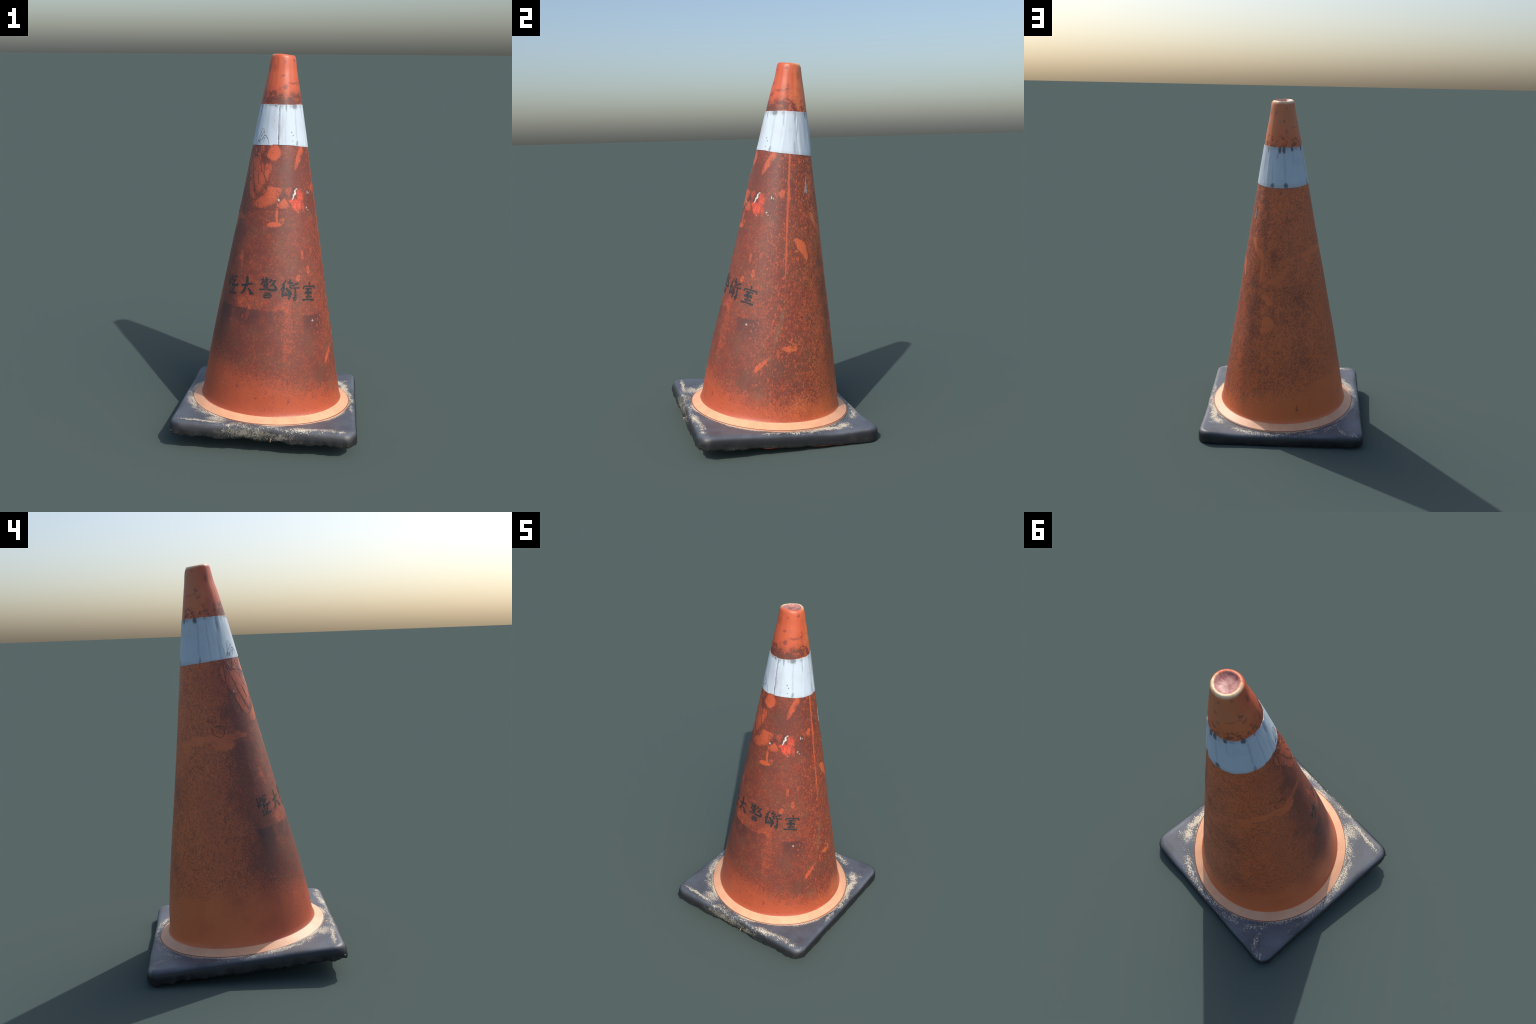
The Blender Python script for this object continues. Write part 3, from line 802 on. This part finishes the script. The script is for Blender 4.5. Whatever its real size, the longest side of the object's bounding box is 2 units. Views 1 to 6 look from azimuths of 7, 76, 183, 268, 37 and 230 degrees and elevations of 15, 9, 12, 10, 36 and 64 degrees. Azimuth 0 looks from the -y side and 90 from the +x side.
CORNER_LIFT = 0.017
BASE_WORLD = Matrix.Translation(TOP_OF_BASE) @ TILT
LEVELS = [(0.44, -BASE_THICK + 0.010), (0.30, -BASE_THICK + 0.010), (0.12, -BASE_THICK + 0.008), (0.04, -BASE_THICK + 0.004), (0.018, -BASE_THICK + 0.001), (0.008, -BASE_THICK), (0.002, -BASE_THICK + 0.0015), (-0.002, -BASE_THICK + 0.005), (-0.0035, -0.056), (-0.0035, -0.045), (-0.003, -0.036), (-0.002, -0.028),
          (0.0, -0.021), (0.0030, -0.0145), (0.0075, -0.0088), (0.0125, -0.0046), (0.0185, -0.0016), (0.025, -0.0002), (0.035, 0.0), (0.06, 0.0), (0.09, 0.0), (0.15, 0.0), (0.30, 0.0)]
verts, faces = [], []
for inset, z0 in LEVELS:
    ring = rounded_square(inset)
    for x, y in ring:
        z = z0
        if inset < 0.03:
            nx, ny = x / HALF_X, y / HALF_Y
            out = Vector((nx**7, ny**7, 0))
            out = out.normalized() if out.length > 1e-6 else Vector((0, 0, 0))
            low = smooth(-0.030, -0.064, z0)
            dent = 0.0022 * fractal((7 * x, 7 * y, 7 * z0), 3)
            # dents in the front wall
            dent -= 0.006 * math.exp(-(((x - 0.03) / 0.04) ** 2)) * smooth(-0.40, -0.46, y) * smooth(-0.015, -0.045, z0)
            rag = fractal((26 * x, 26 * y, 1.7), 4)
            worn = 0.35 + 0.65 * max(smooth(0.0, 0.4, -y), smooth(0.1, 0.42, -x) * 0.9)
            dent += low * worn * (0.006 * rag - 0.0005)
            z += low * worn * (0.013 * fractal((17 * x + 5, 17 * y, 8.0), 3) + 0.003 * fractal((60 * x, 60 * y, 2.0), 3) - 0.001)
            x, y = x + out.x * dent, y + out.y * dent
        if z0 > -0.002:
            z += 0.0007 * fractal((5 * x, 5 * y, 4.0), 3) * (1.0 if inset < 0.1 else 0.3)
        z -= 0.0022 * smooth(0.0, 0.3, y) * smooth(-0.05, -0.02, z0)
        z += CORNER_LIFT * smooth(0.34, 0.46, 0.5 * (x + y)) * (0.35 + 0.65 * smooth(-0.06, -0.02, z0))               # the corner that took the weight is bent up
        y -= 0.006 * smooth(-0.38, -0.46, y) * smooth(-0.01, -0.05, z0) + 0.002 * smooth(0.38, 0.46, y)
        over = (BASE_WORLD @ Vector((x, y, z))).z
        verts.append((x, y, z + max(0.0, 0.0004 - over)))              # the low edge lies flat on the ground
for k in range(len(LEVELS) - 1):
    for j in range(PER):
        a, b = k * PER + j, k * PER + (j + 1) % PER
        faces.append((a, b, b + PER, a + PER))
faces.append(tuple(range(PER))[::-1])
faces.append(tuple((len(LEVELS) - 1) * PER + j for j in range(PER)))
base = new_object("base", mesh_from("base", verts, faces, RUBBER), root, UP)


# --- crumbs of torn rubber hanging from the lifted front edge, and one dry twig
def spike(verts, faces, at, direction, length, thick, sides=6):
    d = Vector(direction).normalized()
    u = d.orthogonal().normalized()
    v = d.cross(u)
    b = len(verts)
    ringz = [(-0.35, 0.7), (0.0, 1.0), (0.4, 0.75), (0.75, 0.4)]
    for f, w in ringz:
        for i in range(sides):
            a = 2 * math.pi * i / sides
            k = thick * w * random.uniform(0.7, 1.25)
            verts.append(Vector(at) + d * length * f + u * k * math.cos(a) + v * k * math.sin(a))
    verts.append(Vector(at) + d * length)
    for r in range(len(ringz) - 1):
        for i in range(sides):
            a, c = b + r * sides + i, b + r * sides + (i + 1) % sides
            faces.append((a, c, c + sides, a + sides))
    t = b + (len(ringz) - 1) * sides
    for i in range(sides):
        faces.append((t + i, t + (i + 1) % sides, len(verts) - 1))
    faces.append(tuple(b + i for i in range(sides))[::-1])


verts, faces = [], []
for x, y, dx, dy in ((-0.470, -0.472, -0.9, -0.8), (-0.440, -0.482, 0.3, -1.0)):
    spike(verts, faces, (x, y, -0.056), (dx, dy, -0.45), 0.012, 0.011)
crumbs = new_object("rubber_crumb", mesh_from("rubber_crumb", verts, faces, RUBBER), base)
crumbs["kind"] = "stuff"

verts, faces = [], []
spike(verts, faces, (0.048, -0.492, -0.056), (-0.15, -0.45, -0.9), 0.015, 0.0035)
spike(verts, faces, (0.050, -0.495, -0.053), (0.2, -0.9, 0.35), 0.007, 0.0035)
twig = new_object("twig", mesh_from("twig", verts, faces, TWIG), base)

root["label"] = "weathered orange traffic cone, white band, black square rubber base"
root["category"] = "traffic cone"

# --- report
bpy.context.view_layer.update()
lo, hi = Vector((9, 9, 9)), Vector((-9, -9, -9))
for o in bpy.data.objects:
    if o.type == "MESH":
        for v in o.data.vertices:
            w = o.matrix_world @ v.co
            lo, hi = Vector(map(min, lo, w)), Vector(map(max, hi, w))
print("extent", [round(c, 4) for c in lo], [round(c, 4) for c in hi])
